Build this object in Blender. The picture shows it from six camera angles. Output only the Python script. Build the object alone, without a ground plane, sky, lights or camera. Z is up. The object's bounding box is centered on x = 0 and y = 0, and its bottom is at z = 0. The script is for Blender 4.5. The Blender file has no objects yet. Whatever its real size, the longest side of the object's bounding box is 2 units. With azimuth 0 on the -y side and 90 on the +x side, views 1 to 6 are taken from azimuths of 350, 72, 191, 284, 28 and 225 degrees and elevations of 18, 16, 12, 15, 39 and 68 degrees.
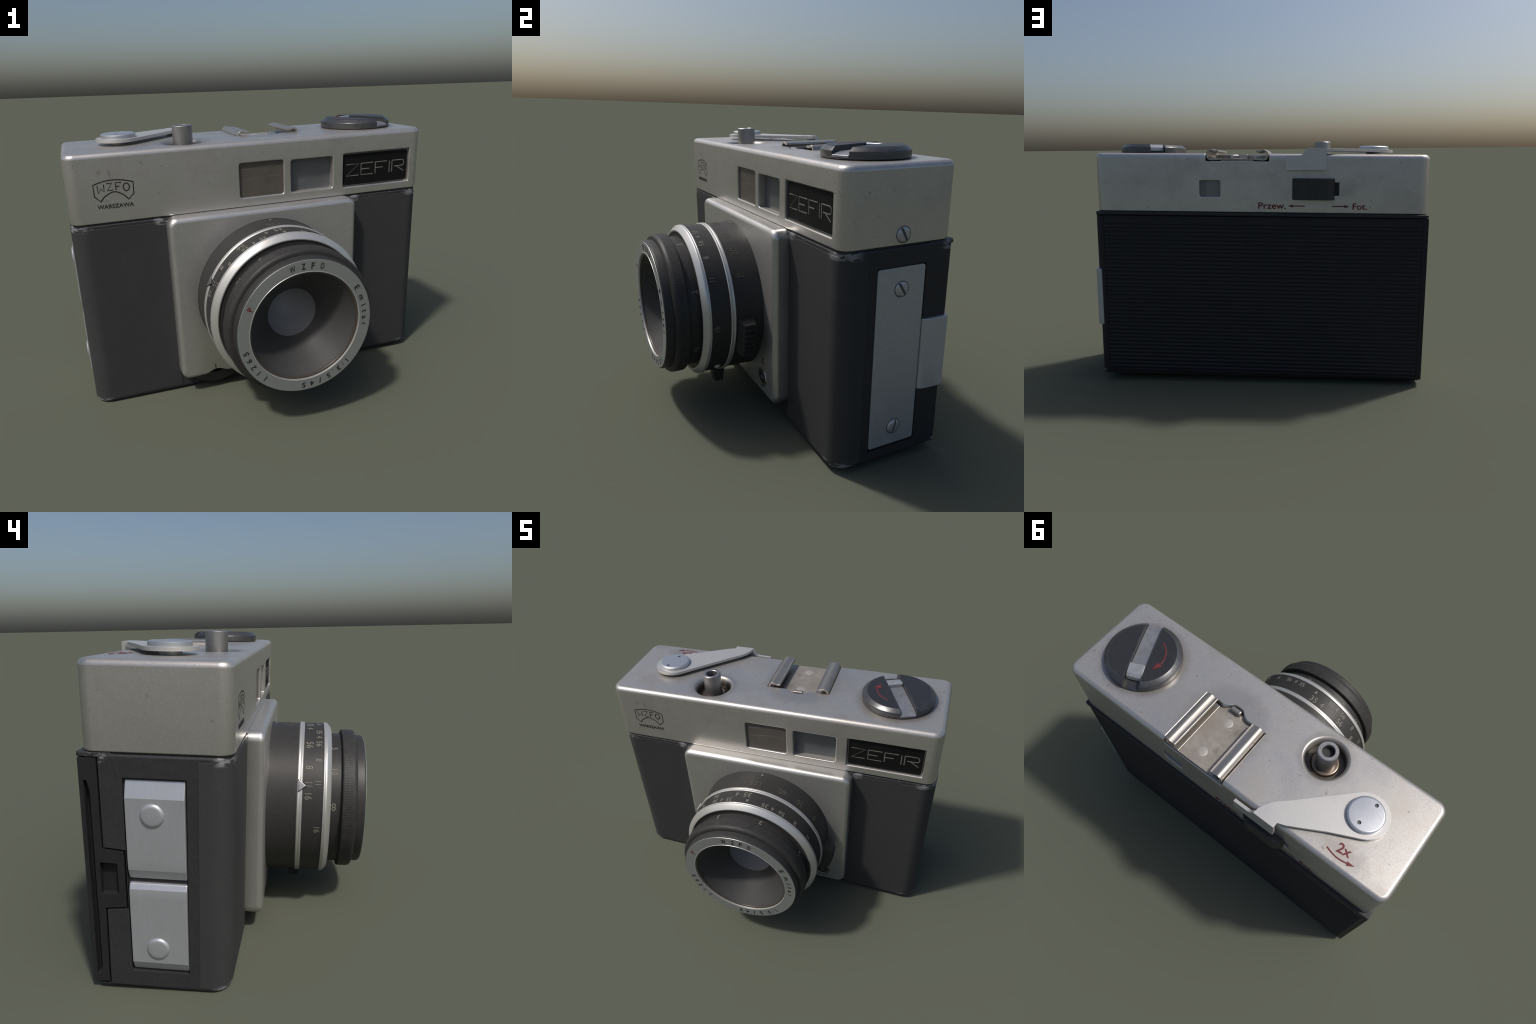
# A vintage 35 mm viewfinder camera, modelled in its own frame
# (x right, y towards the back, z up; front face at y = 0, base at z = 0),
# then leaned and turned into place by one root Empty.
import bpy, bmesh, math
from mathutils import Vector, Matrix

ROOT_ROT = (0.0356, -0.0113, 0.1387)      # rotation vector of the standing pose
ROOT_LOC = (0.0460, -0.0241, 0.0124)

SC = bpy.context.scene
COLL = SC.collection


# ------------------------------------------------------------------ materials
class Nodes:
    def __init__(self, name):
        self.mat = bpy.data.materials.new(name)
        self.mat.use_nodes = True
        self.t = self.mat.node_tree
        self.t.nodes.clear()
        self.out = self.t.nodes.new("ShaderNodeOutputMaterial")
        self.b = self.t.nodes.new("ShaderNodeBsdfPrincipled")
        self.t.links.new(self.b.outputs[0], self.out.inputs[0])
        self.co = self.t.nodes.new("ShaderNodeTexCoord").outputs["Object"]

    def set(self, sock, v):
        if isinstance(v, bpy.types.NodeSocket):
            self.t.links.new(v, sock)
        else:
            sock.default_value = v

    def math(self, op, a, b=None, c=None, clamp=False):
        n = self.t.nodes.new("ShaderNodeMath")
        n.operation = op
        n.use_clamp = clamp
        for i, v in enumerate((a, b, c)):
            if v is not None:
                self.set(n.inputs[i], v)
        return n.outputs[0]

    def noise(self, scale, detail=3.0, rough=0.55, stretch=None):
        n = self.t.nodes.new("ShaderNodeTexNoise")
        n.inputs["Scale"].default_value = scale
        n.inputs["Detail"].default_value = detail
        n.inputs["Roughness"].default_value = rough
        if stretch:
            m = self.t.nodes.new("ShaderNodeMapping")
            m.inputs["Scale"].default_value = stretch
            self.t.links.new(self.co, m.inputs[0])
            self.t.links.new(m.outputs[0], n.inputs["Vector"])
        else:
            self.t.links.new(self.co, n.inputs["Vector"])
        return n.outputs["Fac"]

    def ramp(self, v, lo, hi, a=0.0, b=1.0, smooth=True):
        n = self.t.nodes.new("ShaderNodeMapRange")
        n.interpolation_type = "SMOOTHSTEP" if smooth else "LINEAR"
        self.set(n.inputs[0], v)
        for i, x in zip((1, 2, 3, 4), (lo, hi, a, b)):
            n.inputs[i].default_value = x
        return n.outputs[0]

    def mix(self, fac, a, b):
        n = self.t.nodes.new("ShaderNodeMix")
        n.data_type = "RGBA"
        self.set(n.inputs["Factor"], fac)
        for s, v in ((n.inputs[6], a), (n.inputs[7], b)):
            if isinstance(v, (tuple, list)):
                s.default_value = (v[0], v[1], v[2], 1.0)
            else:
                self.t.links.new(v, s)
        return n.outputs[2]

    def xyz(self):
        n = self.t.nodes.new("ShaderNodeSeparateXYZ")
        self.t.links.new(self.co, n.inputs[0])
        return n.outputs

    def dist(self, c, scale=(1, 1, 1)):
        m = self.t.nodes.new("ShaderNodeVectorMath")
        m.operation = "SUBTRACT"
        self.t.links.new(self.co, m.inputs[0])
        m.inputs[1].default_value = c
        s = self.t.nodes.new("ShaderNodeVectorMath")
        s.operation = "MULTIPLY"
        self.t.links.new(m.outputs[0], s.inputs[0])
        s.inputs[1].default_value = scale
        n = self.t.nodes.new("ShaderNodeVectorMath")
        n.operation = "LENGTH"
        self.t.links.new(s.outputs[0], n.inputs[0])
        return n.outputs["Value"]

    def bump(self, h, strength, distance=0.002):
        n = self.t.nodes.new("ShaderNodeBump")
        n.inputs["Strength"].default_value = strength
        n.inputs["Distance"].default_value = distance
        self.t.links.new(h, n.inputs["Height"])
        self.t.links.new(n.outputs[0], self.b.inputs["Normal"])

    def done(self, color, rough, metal=0.0, spec=0.5):
        if isinstance(color, (tuple, list)):
            self.b.inputs["Base Color"].default_value = (color[0], color[1], color[2], 1)
        else:
            self.t.links.new(color, self.b.inputs["Base Color"])
        self.set(self.b.inputs["Roughness"], rough)
        self.b.inputs["Metallic"].default_value = metal
        self.b.inputs["Specular IOR Level"].default_value = spec
        return self.mat


def satin_metal(name, color, rough=0.42, metal=1.0, grain=0.10, stains=(), specks=0.0, grainscale=160.0,
                bump=0.05, stretch=None, blot=0.12, edge_glint_tint=0.0):
    k = Nodes(name)
    g = k.noise(grainscale, 2.0, 0.6, stretch)
    lo = tuple(c * (1 - grain) for c in color)
    hi = tuple(min(1, c * (1 + grain)) for c in color)
    col = k.mix(k.ramp(g, 0.3, 0.7), lo, hi)
    big = k.noise(5.0, 5.0, 0.62)
    col = k.mix(k.math("MULTIPLY", k.ramp(big, 0.44, 0.68), blot), col, tuple(c * f for c, f in zip(color, (0.64, 0.585, 0.515))))
    if specks:
        sp = k.noise(42.0, 2.0, 0.5)
        col = k.mix(k.math("MULTIPLY", k.ramp(sp, 0.70, 0.76), specks), col, tuple(c * 0.35 for c in color))
    wob = k.noise(26.0, 3.0, 0.6)
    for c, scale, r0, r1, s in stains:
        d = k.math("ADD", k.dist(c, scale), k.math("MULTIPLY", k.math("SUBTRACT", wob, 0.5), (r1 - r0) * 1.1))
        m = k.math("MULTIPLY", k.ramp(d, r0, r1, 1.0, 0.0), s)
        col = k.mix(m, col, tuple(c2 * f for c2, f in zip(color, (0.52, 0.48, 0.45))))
    k.bump(g, bump)
    r = k.ramp(big, 0.3, 0.75, rough - 0.03, rough + 0.07)
    mt = metal
    if edge_glint_tint:
        # edge highlight painted in: convex edges get a lighter colour and lower roughness
        pt = k.t.nodes.new("ShaderNodeNewGeometry").outputs["Pointiness"]
        e = k.math("MULTIPLY", k.ramp(pt, 0.505, 0.56), edge_glint_tint)
        r = k.math("MULTIPLY_ADD", e, -(rough - 0.24), r)
        mt = k.math("MULTIPLY_ADD", e, 1.0 - metal, metal, clamp=True)
        col = k.mix(k.math("MULTIPLY", e, 0.8), col, tuple(min(1, c * 1.5) for c in color))
    k.done(col, r, 0.0)
    k.set(k.b.inputs["Metallic"], mt)
    return k.mat


def dark(name, color, rough=0.45, grain=0.15, scale=90.0, bump=0.05, spec=0.4, stretch=None):
    k = Nodes(name)
    g = k.noise(scale, 3.0, 0.6, stretch)
    big = k.noise(6.0, 4.0, 0.6)
    col = k.mix(k.ramp(g, 0.3, 0.7), tuple(c * (1 - grain) for c in color), tuple(c * (1 + grain) for c in color))
    col = k.mix(k.math("MULTIPLY", k.ramp(big, 0.45, 0.75), 0.25), col, tuple(c * 1.35 for c in color))
    k.bump(g, bump)
    return k.done(col, rough, 0.0, spec)


def clear_glass(name, color, rough, keep):
    """thin coated glass: part surface sheen, part see-through"""
    k = Nodes(name)
    g = k.noise(7.0, 2.0, 0.5)
    k.done(k.mix(k.ramp(g, 0.35, 0.65), tuple(c * 0.92 for c in color), tuple(c * 1.08 for c in color)), rough, 0.0, 0.5)
    tr = k.t.nodes.new("ShaderNodeBsdfTransparent")
    mx = k.t.nodes.new("ShaderNodeMixShader")
    mx.inputs[0].default_value = keep
    k.t.links.new(tr.outputs[0], mx.inputs[1])
    k.t.links.new(k.b.outputs[0], mx.inputs[2])
    k.t.links.new(mx.outputs[0], k.out.inputs[0])
    return k.mat


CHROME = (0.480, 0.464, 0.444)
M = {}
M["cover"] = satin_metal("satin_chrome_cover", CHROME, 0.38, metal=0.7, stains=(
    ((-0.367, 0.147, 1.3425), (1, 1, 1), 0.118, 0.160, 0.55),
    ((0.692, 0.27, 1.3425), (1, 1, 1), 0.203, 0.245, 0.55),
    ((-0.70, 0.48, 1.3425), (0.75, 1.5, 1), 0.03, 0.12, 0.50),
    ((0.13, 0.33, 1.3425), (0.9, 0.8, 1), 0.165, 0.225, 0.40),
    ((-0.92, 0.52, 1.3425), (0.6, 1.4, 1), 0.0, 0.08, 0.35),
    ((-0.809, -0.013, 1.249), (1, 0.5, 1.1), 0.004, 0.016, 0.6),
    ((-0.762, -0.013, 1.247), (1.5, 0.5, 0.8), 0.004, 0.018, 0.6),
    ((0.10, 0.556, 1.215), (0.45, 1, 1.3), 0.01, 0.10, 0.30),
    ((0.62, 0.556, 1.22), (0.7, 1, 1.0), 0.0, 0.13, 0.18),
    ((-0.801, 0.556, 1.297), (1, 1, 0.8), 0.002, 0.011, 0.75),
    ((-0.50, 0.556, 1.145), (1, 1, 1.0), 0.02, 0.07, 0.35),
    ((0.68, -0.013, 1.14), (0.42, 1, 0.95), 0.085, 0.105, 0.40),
), specks=0.6, edge_glint_tint=1.0, grain=0.10, bump=0.03, blot=0.42)
M["mount"] = satin_metal("satin_chrome_mount", (0.47, 0.462, 0.445), 0.40, metal=0.7, stains=(
    ((-0.25, -0.087, 0.12), (0.5, 1, 1), 0.02, 0.14, 0.35),
    ((0.38, -0.087, 0.19), (1, 1, 1), 0.03, 0.08, 0.3)), specks=0.30, edge_glint_tint=1.0, grain=0.08, bump=0.03, blot=0.2)
M["polished"] = satin_metal("polished_steel", (0.42, 0.388, 0.35), 0.28, metal=0.8, grain=0.08, blot=0.25, grainscale=60, stretch=(1, 0.15, 1))
M["shoe_plate"] = satin_metal("tarnished_shoe_plate", (0.33, 0.30, 0.265), 0.46, metal=0.5, grain=0.12, blot=0.45, grainscale=40, stains=(
    ((0.13, 0.36, 1.306), (0.2, 0.5, 1), 0.2, 0.1, 0.0), ((0.06, 0.30, 1.306), (1, 1, 1), 0.0, 0.05, 0.6), ((0.08, 0.43, 1.306), (1, 1, 1), 0.0, 0.03, 0.6)))
M["rivet_shoe"] = satin_metal("pale_spot_weld", (0.38, 0.355, 0.33), 0.5, metal=0.4, grain=0.05)
M["lever"] = satin_metal("lever_aluminium", (0.55, 0.54, 0.525), 0.40, metal=0.6, grain=0.05, blot=0.15)
M["cap"] = satin_metal("bright_cap", (0.50, 0.52, 0.56), 0.36, metal=0.75, grain=0.04, blot=0.10)
M["button"] = satin_metal("button_steel", (0.33, 0.33, 0.335), 0.38, metal=0.85, grain=0.12, blot=0.4, grainscale=30, stretch=(1, 1, 0.2))
M["well"] = dark("well_brown", (0.05, 0.042, 0.035), 0.35)
M["collar"] = satin_metal("brown_collar", (0.20, 0.16, 0.13), 0.28, metal=0.9, grain=0.1)
M["plate"] = satin_metal("strap_plate_aluminium", (0.48, 0.495, 0.53), 0.36, metal=0.6, grain=0.02, blot=0.06, grainscale=70, stretch=(1, 1, 0.12))
M["sideplate"] = satin_metal("pebbled_side_plate", (0.44, 0.45, 0.465), 0.46, metal=0.6, grain=0.06, grainscale=120, bump=0.25, blot=0.08)
M["screw"] = satin_metal("screw_steel", (0.46, 0.46, 0.47), 0.38, metal=0.6, grain=0.1, blot=0.3)
M["slot"] = dark("screw_slot_dark", (0.025, 0.025, 0.026), 0.6)
M["ringchrome"] = satin_metal("lens_ring_chrome", (0.58, 0.572, 0.55), 0.34, metal=0.65, grain=0.03, blot=0.12)
M["faceplate"] = satin_metal("lens_face_silver", (0.38, 0.39, 0.39), 0.44, metal=0.7, grain=0.05, blot=0.15)
M["lens_black"] = dark("anodised_black", (0.032, 0.031, 0.030), 0.46, 0.10, 60, 0.03, 0.3)
M["knurl"] = dark("knurled_black", (0.032, 0.031, 0.030), 0.5, 0.2, 60, 0.05, 0.25)
M["cone"] = dark("lens_inner_cone", (0.046, 0.045, 0.044), 0.55, 0.05, 40, 0.02, 0.25)
M["glass"] = dark("inner_lens_glass", (0.27, 0.27, 0.275), 0.45, 0.03, 8, 0.0, 0.3)  # base grey raised to make up for the low light inside the cone
M["door"] = dark("door_black_plastic", (0.020, 0.020, 0.022), 0.48, 0.12, 60, 0.03, 0.22)
M["plastic"] = dark("black_slider", (0.028, 0.029, 0.031), 0.45, 0.2, 80, 0.06, 0.4, (1, 1, 0.2))
M["nameplate"] = dark("nameplate_black", (0.008, 0.008, 0.008), 0.6, 0.1, 60, 0.0, 0.12)
M["namegold"] = dark("nameplate_line", (0.13, 0.125, 0.108), 0.5, 0.05, 40, 0.0)
M["window_warm"] = dark("smoky_window", (0.088, 0.077, 0.068), 0.30, 0.08, 14, 0.0)
M["window_cool"] = dark("blue_grey_window", (0.30, 0.31, 0.33), 0.22, 0.05, 10, 0.0)  # lightened, like the tunnel wall and inner lens, against the recess's own shadow
M["pane"] = clear_glass("window_pane", (0.15, 0.155, 0.16), 0.22, 0.6)
M["window_lens"] = dark("window_inner_lens", (0.42, 0.43, 0.44), 0.25, 0.05, 10, 0.0)
M["window_inner"] = dark("window_inner_wall", (0.30, 0.305, 0.31), 0.26, 0.05, 10, 0.0)
M["eyepiece_edge"] = dark("eyepiece_edge_glass", (0.15, 0.155, 0.16), 0.30, 0.05, 10, 0.0)
M["window_back"] = dark("eyepiece_glass", (0.20, 0.205, 0.20), 0.30, 0.05, 10, 0.0)
M["reflection_paint"] = dark("window_reflection_paint", (0.12, 0.108, 0.098), 0.35, 0.05, 10, 0.0)
M["hole"] = dark("cap_hole_grey", (0.10, 0.10, 0.10), 0.6)
M["ink"] = dark("dark_ink", (0.022, 0.021, 0.020), 0.6, 0.1, 60, 0.0, 0.2)
M["red"] = dark("red_paint", (0.125, 0.022, 0.025), 0.55, 0.15, 80, 0.0, 0.3)
M["number"] = dark("engraved_paint", (0.18, 0.172, 0.145), 0.6, 0.15, 90, 0.0, 0.2)
M["number_faint"] = dark("worn_paint", (0.082, 0.077, 0.060), 0.6, 0.3, 120, 0.0, 0.2)
M["dial_black"] = dark("dial_black", (0.022, 0.023, 0.027), 0.40, 0.1, 40, 0.02)
M["dial_rim"] = satin_metal("worn_dial_rim", (0.085, 0.086, 0.090), 0.34, metal=0.5, edge_glint_tint=0.7, grain=0.2, blot=0.5, grainscale=40)
M["dial_grip"] = satin_metal("crank_grip_steel", (0.36, 0.37, 0.39), 0.34, metal=0.5, grain=0.08, blot=0.3, grainscale=30)
M["dial_bar"] = satin_metal("dial_bar_steel", (0.25, 0.258, 0.28), 0.38, metal=0.5, grain=0.10, blot=0.35, grainscale=30)


def chipped(name, base, rough, spec, grain_scale, bump):
    """black skin, chipped to bare metal along the upper edge and at the corners"""
    k = Nodes(name)
    g = k.noise(grain_scale, 3, 0.6)
    col = k.mix(k.ramp(g, 0.3, 0.7), tuple(c * 0.86 for c in base), tuple(c * 1.16 for c in base))
    col = k.mix(k.math("MULTIPLY", k.ramp(k.noise(6.0, 4.0, 0.6), 0.45, 0.75), 0.25), col, tuple(c * 1.35 for c in base))
    n = k.noise(34, 4, 0.65, (0.55, 0.55, 1.6))
    z = k.xyz()[2]
    y = k.xyz()[1]
    edge = k.math("MULTIPLY", k.ramp(z, 0.976, 0.984), k.ramp(y, 0.05, 0.12, 1, 0))
    chips = k.math("MULTIPLY", k.math("MULTIPLY", edge, k.ramp(n, 0.60, 0.68)), 0.7)
    rim = k.math("MAXIMUM", k.ramp(z, 0.958, 0.970), k.ramp(z, 0.018, 0.032, 1, 0))
    for c, r in (((-0.945, 0.012, 0.985), 0.065), ((0.945, 0.012, 0.985), 0.095), ((-0.935, 0.02, 0.01), 0.075), ((0.935, 0.02, 0.01), 0.095),
                 ((0.97, 0.54, 0.975), 0.055), ((0.97, 0.54, 0.01), 0.055), ((-0.97, 0.5, 0.985), 0.05), ((0.535, -0.01, 0.985), 0.045),
                 ((-0.535, -0.01, 0.985), 0.045)):
        # the chips cling to the folded rims at the very top and bottom
        m = k.math("MULTIPLY", k.math("MULTIPLY", k.ramp(k.dist(c), r * 0.4, r, 1, 0), rim), k.ramp(n, 0.44, 0.53))
        chips = k.math("MAXIMUM", chips, m)
    col = k.mix(k.math("MULTIPLY", chips, 0.85), col, (0.22, 0.22, 0.23))
    k.bump(g, bump)
    return k.done(col, k.ramp(chips, 0, 1, rough, 0.36), 0.0, spec)


M["body"] = chipped("chipped_black_paint", (0.030, 0.030, 0.032), 0.50, 0.25, 90, 0.04)
M["leather"] = chipped("black_leatherette", (0.040, 0.040, 0.041), 0.62, 0.22, 220, 0.12)


# ------------------------------------------------------------------ mesh tools
def link(name, me, mat, parent):
    ob = bpy.data.objects.new(name, me)
    COLL.objects.link(ob)
    me.materials.clear()
    me.materials.append(M[mat])
    if parent:
        ob.parent = parent
    return ob


def baked(me, setup):
    """apply modifiers to a mesh and hand back the result"""
    ob = bpy.data.objects.new("work", me)
    COLL.objects.link(ob)
    setup(ob)
    dg = bpy.context.evaluated_depsgraph_get()
    dg.update()
    new = bpy.data.meshes.new_from_object(ob.evaluated_get(dg))
    bpy.data.objects.remove(ob)
    bpy.data.meshes.remove(me)
    return new


def finish(me, bevel=0.0, seg=2, angle=40.0, sharp=38.0):
    bm = bmesh.new()
    bm.from_mesh(me)
    bmesh.ops.recalc_face_normals(bm, faces=bm.faces)
    bm.to_mesh(me)
    bm.free()
    for p in me.polygons:
        p.use_smooth = True
    if bevel > 0:
        def f(ob):
            m = ob.modifiers.new("bevel", "BEVEL")
            m.width = bevel
            m.segments = seg
            m.limit_method = "ANGLE"
            m.angle_limit = math.radians(angle)
            m.use_clamp_overlap = True
        me = baked(me, f)
        for p in me.polygons:
            p.use_smooth = True
    me.set_sharp_from_angle(angle=math.radians(sharp))

    def g(ob):
        m = ob.modifiers.new("wn", "WEIGHTED_NORMAL")
        m.keep_sharp = True
        m.weight = 60
    return baked(me, g)


def from_bm(bm, name="part"):
    bmesh.ops.recalc_face_normals(bm, faces=bm.faces)
    me = bpy.data.meshes.new(name)
    bm.to_mesh(me)
    bm.free()
    return me


AX = {"x": lambda a, b, t: (t, a, b), "y": lambda a, b, t: (a, t, b), "z": lambda a, b, t: (a, b, t)}


def prism(poly, axis, t0, t1):
    """extrude a 2D outline along an axis (x: outline in yz, y: xz, z: xy)"""
    bm = bmesh.new()
    f = AX[axis]
    lo = [bm.verts.new(f(a, b, t0)) for a, b in poly]
    hi = [bm.verts.new(f(a, b, t1)) for a, b in poly]
    n = len(poly)
    bm.faces.new(lo)
    bm.faces.new(hi)
    for i in range(n):
        j = (i + 1) % n
        bm.faces.new((lo[i], lo[j], hi[j], hi[i]))
    return from_bm(bm)


def rrect(a0, a1, b0, b1, r, n=6):
    """rounded rectangle; r is one radius or four (a0b0, a1b0, a1b1, a0b1)"""
    rs = (r,) * 4 if not isinstance(r, (tuple, list)) else r
    out = []
    for (ca, cb, st), rr in zip(((a0, b0, 180), (a1, b0, 270), (a1, b1, 0), (a0, b1, 90)), rs):
        if rr <= 1e-6:
            out.append((ca, cb))
            continue
        oa = ca + (rr if ca == a0 else -rr)
        ob = cb + (rr if cb == b0 else -rr)
        for i in range(n + 1):
            t = math.radians(st + 90.0 * i / n)
            out.append((oa + rr * math.cos(t), ob + rr * math.sin(t)))
    return out


def box(x0, x1, y0, y1, z0, z1):
    return prism([(x0, y0), (x1, y0), (x1, y1), (x0, y1)], "z", z0, z1)


def loft(rings, cap=True):
    bm = bmesh.new()
    vs = [[bm.verts.new(p) for p in r] for r in rings]
    n = len(vs[0])
    for a, b in zip(vs, vs[1:]):
        for i in range(n):
            j = (i + 1) % n
            bm.faces.new((a[i], a[j], b[j], b[i]))
    if cap:
        bm.faces.new(vs[0])
        bm.faces.new(vs[-1])
    return from_bm(bm)


def slab(x0, x1, y0, y1, radii, z0, z1, f0, f1, n=8, m=6):
    """upright block with rounded plan corners; f0 / f1 are bottom and top fillets"""
    def ring(d, z):
        return [(a, b, z) for a, b in rrect(x0 + d, x1 - d, y0 + d, y1 - d, tuple(max(r - d, 0.004) for r in radii), n)]
    rings = []
    if f0 > 0:
        rings += [ring(f0 * (1 - math.sin(t)), z0 + f0 * (1 - math.cos(t))) for t in [math.pi / 2 * i / m for i in range(m)]]
    rings.append(ring(0, z0 + f0))
    rings.append(ring(0, z1 - f1))
    if f1 > 0:
        rings += [ring(f1 * (1 - math.cos(t)), z1 - f1 + f1 * math.sin(t)) for t in [math.pi / 2 * i / m for i in range(1, m + 1)]]
    return loft(rings)


LZ = 0.5475     # height of the lens axis


def revolve(prof, seg=128, closed=True, wobble=None, axis="y", c=(0.0, 0.0)):
    """turn (radius, along) points about the lens axis, or about a vertical axis at c"""
    bm = bmesh.new()
    rings = []
    for k, (r, t) in enumerate(prof):
        if r < 1e-6:
            rings.append([bm.verts.new((0, t, LZ) if axis == "y" else (c[0], c[1], t))])
            continue
        ring = []
        for i in range(seg):
            a = 2 * math.pi * i / seg
            rr = r + (wobble(k, i) if wobble else 0.0)
            ring.append(bm.verts.new((rr * math.sin(a), t, LZ + rr * math.cos(a)) if axis == "y"
                                     else (c[0] + rr * math.sin(a), c[1] + rr * math.cos(a), t)))
        rings.append(ring)
    pairs = list(zip(rings, rings[1:])) + ([(rings[-1], rings[0])] if closed else [])
    for a, b in pairs:
        for i in range(seg):
            j = (i + 1) % seg
            if len(a) == 1 and len(b) == 1:
                continue
            if len(a) == 1:
                bm.faces.new((a[0], b[j], b[i]))
            elif len(b) == 1:
                bm.faces.new((a[i], a[j], b[0]))
            else:
                bm.faces.new((a[i], a[j], b[j], b[i]))
    return from_bm(bm)


def boolean(me, cutters, op="DIFFERENCE"):
    obs = []
    for c in cutters:
        o = bpy.data.objects.new("cut", c)
        COLL.objects.link(o)
        obs.append(o)

    def f(ob):
        for o in obs:
            m = ob.modifiers.new("b", "BOOLEAN")
            m.operation = op
            m.solver = "EXACT"
            m.object = o
    new = baked(me, f)
    for o in obs:
        d = o.data
        bpy.data.objects.remove(o)
        bpy.data.meshes.remove(d)
    return new


def transform(me, fn):
    for v in me.vertices:
        v.co = fn(v.co)
    me.update()
    return me


# ------------------------------------------------------------------ writing and lines
def text_mesh(s, w=None, h=None, thick=0.0010, bold=0.0):
    """built-in font, centred on the origin, scaled to a width and cap height"""
    cu = bpy.data.curves.new("t", "FONT")
    cu.body = s
    cu.extrude = 0.5
    cu.resolution_u = 4
    cu.offset = bold
    ob = bpy.data.objects.new("t", cu)
    COLL.objects.link(ob)
    dg = bpy.context.evaluated_depsgraph_get()
    dg.update()
    me = bpy.data.meshes.new_from_object(ob.evaluated_get(dg))
    bpy.data.objects.remove(ob)
    bpy.data.curves.remove(cu)
    xs = [v.co.x for v in me.vertices]
    ys = [v.co.y for v in me.vertices]
    x0, x1, y0, y1 = min(xs), max(xs), min(ys), max(ys)
    sy = h / (y1 - y0)
    sx = sy if w is None else w / (x1 - x0)
    return transform(me, lambda c: Vector(((c.x - (x0 + x1) / 2) * sx, (c.y - (y0 + y1) / 2) * sy, c.z * thick)))


def put_text(name, s, mat, parent, origin, right, up, h, w=None, thick=0.0010, bold=0.018):
    o, r, u = Vector(origin), Vector(right).normalized(), Vector(up).normalized()
    n = r.cross(u)
    me = transform(text_mesh(s, w, h, thick, bold), lambda c: o + r * c.x + u * c.y + n * c.z)
    return link(name, me, mat, parent)


def barrel_text(name, s, mat, parent, ang, y, radius, h, w=None, lying=False):
    """number wrapped on the lens barrel, its head towards the front"""
    def f(c):
        if lying:
            c = Vector((c.y, -c.x, c.z))
        a = math.radians(ang) - c.x / radius
        rr = radius + 0.0006 + c.z
        return Vector((rr * math.sin(a), y - c.y, LZ + rr * math.cos(a)))
    return link(name, transform(text_mesh(s, w, h), f), mat, parent)


def tube(paths, radius, flat=None, res=3):
    """round strokes along polylines; flat = (axis, plane, factor) presses them onto a face"""
    cu = bpy.data.curves.new("s", "CURVE")
    cu.dimensions = "3D"
    cu.bevel_depth = radius
    cu.bevel_resolution = res
    cu.use_fill_caps = True
    for pts in paths:
        closed = pts[0] == pts[-1] and len(pts) > 3
        q = pts[:-1] if closed else pts
        sp = cu.splines.new("POLY")
        sp.points.add(len(q) - 1)
        for p, c in zip(sp.points, q):
            p.co = (*c, 1)
        sp.use_cyclic_u = closed
    ob = bpy.data.objects.new("s", cu)
    COLL.objects.link(ob)
    dg = bpy.context.evaluated_depsgraph_get()
    dg.update()
    me = bpy.data.meshes.new_from_object(ob.evaluated_get(dg))
    bpy.data.objects.remove(ob)
    bpy.data.curves.remove(cu)
    if flat:
        i, pl, f = flat

        def g(c):
            c = c.copy()
            c[i] = pl + (c[i] - pl) * f
            return c
        transform(me, g)
    for p in me.polygons:
        p.use_smooth = True
    return me


def curve_pts(ctrl, n=6):
    """Catmull-Rom through control points"""
    out = []
    P = [Vector(c) for c in ctrl]
    for i in range(len(P) - 1):
        a, b, c, d = P[max(i - 1, 0)], P[i], P[i + 1], P[min(i + 2, len(P) - 1)]
        for k in range(n):
            t = k / n
            out.append(tuple(0.5 * ((2 * b) + (c - a) * t + (2 * a - 5 * b + 4 * c - d) * t * t + (3 * b - a - 3 * c + d) * t ** 3)))
    out.append(tuple(P[-1]))
    return out


def swept(center, th, axis, t0, t1):
    """sheet-metal strip: a bent centre line of given thickness, drawn along an axis"""
    pts = [Vector((a, b)) for a, b in center]
    L, Rr = [], []
    for i, p in enumerate(pts):
        d = (pts[min(i + 1, len(pts) - 1)] - pts[max(i - 1, 0)]).normalized()
        n = Vector((-d.y, d.x)) * th / 2
        L.append(tuple(p + n))
        Rr.append(tuple(p - n))
    return prism(L + Rr[::-1], axis, t0, t1)


# ================================================================== the camera
root = bpy.data.objects.new("film_camera", None)
COLL.objects.link(root)
root["label"] = "vintage silver and black 35 mm film camera with chunky lens"
root["category"] = "camera"

HW = 0.9715     # half width of the body
DEP = 0.555     # back of the top cover
TOP = 1.3425    # top of the cover


def back_y(x):
    """the back of the cover runs slightly askew"""
    return DEP - 0.005 * x


def lean(me):
    """the front of the body slopes back a little towards the base"""
    return transform(me, lambda c: Vector((c.x, c.y + (0.0045 - 0.0065 * c.x) * (1 - c.z) * max(0.0, (0.3 - c.y) / 0.31), c.z - 0.005 * max(0.0, c.x) * (1 - c.z))))

# ---- body chassis
def skew(me):
    """the back is hung slightly askew: its right end sits a little further forward"""
    return transform(me, lambda c: Vector((c.x, c.y - 0.0075 * (c.x + 0.96), c.z)))


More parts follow.
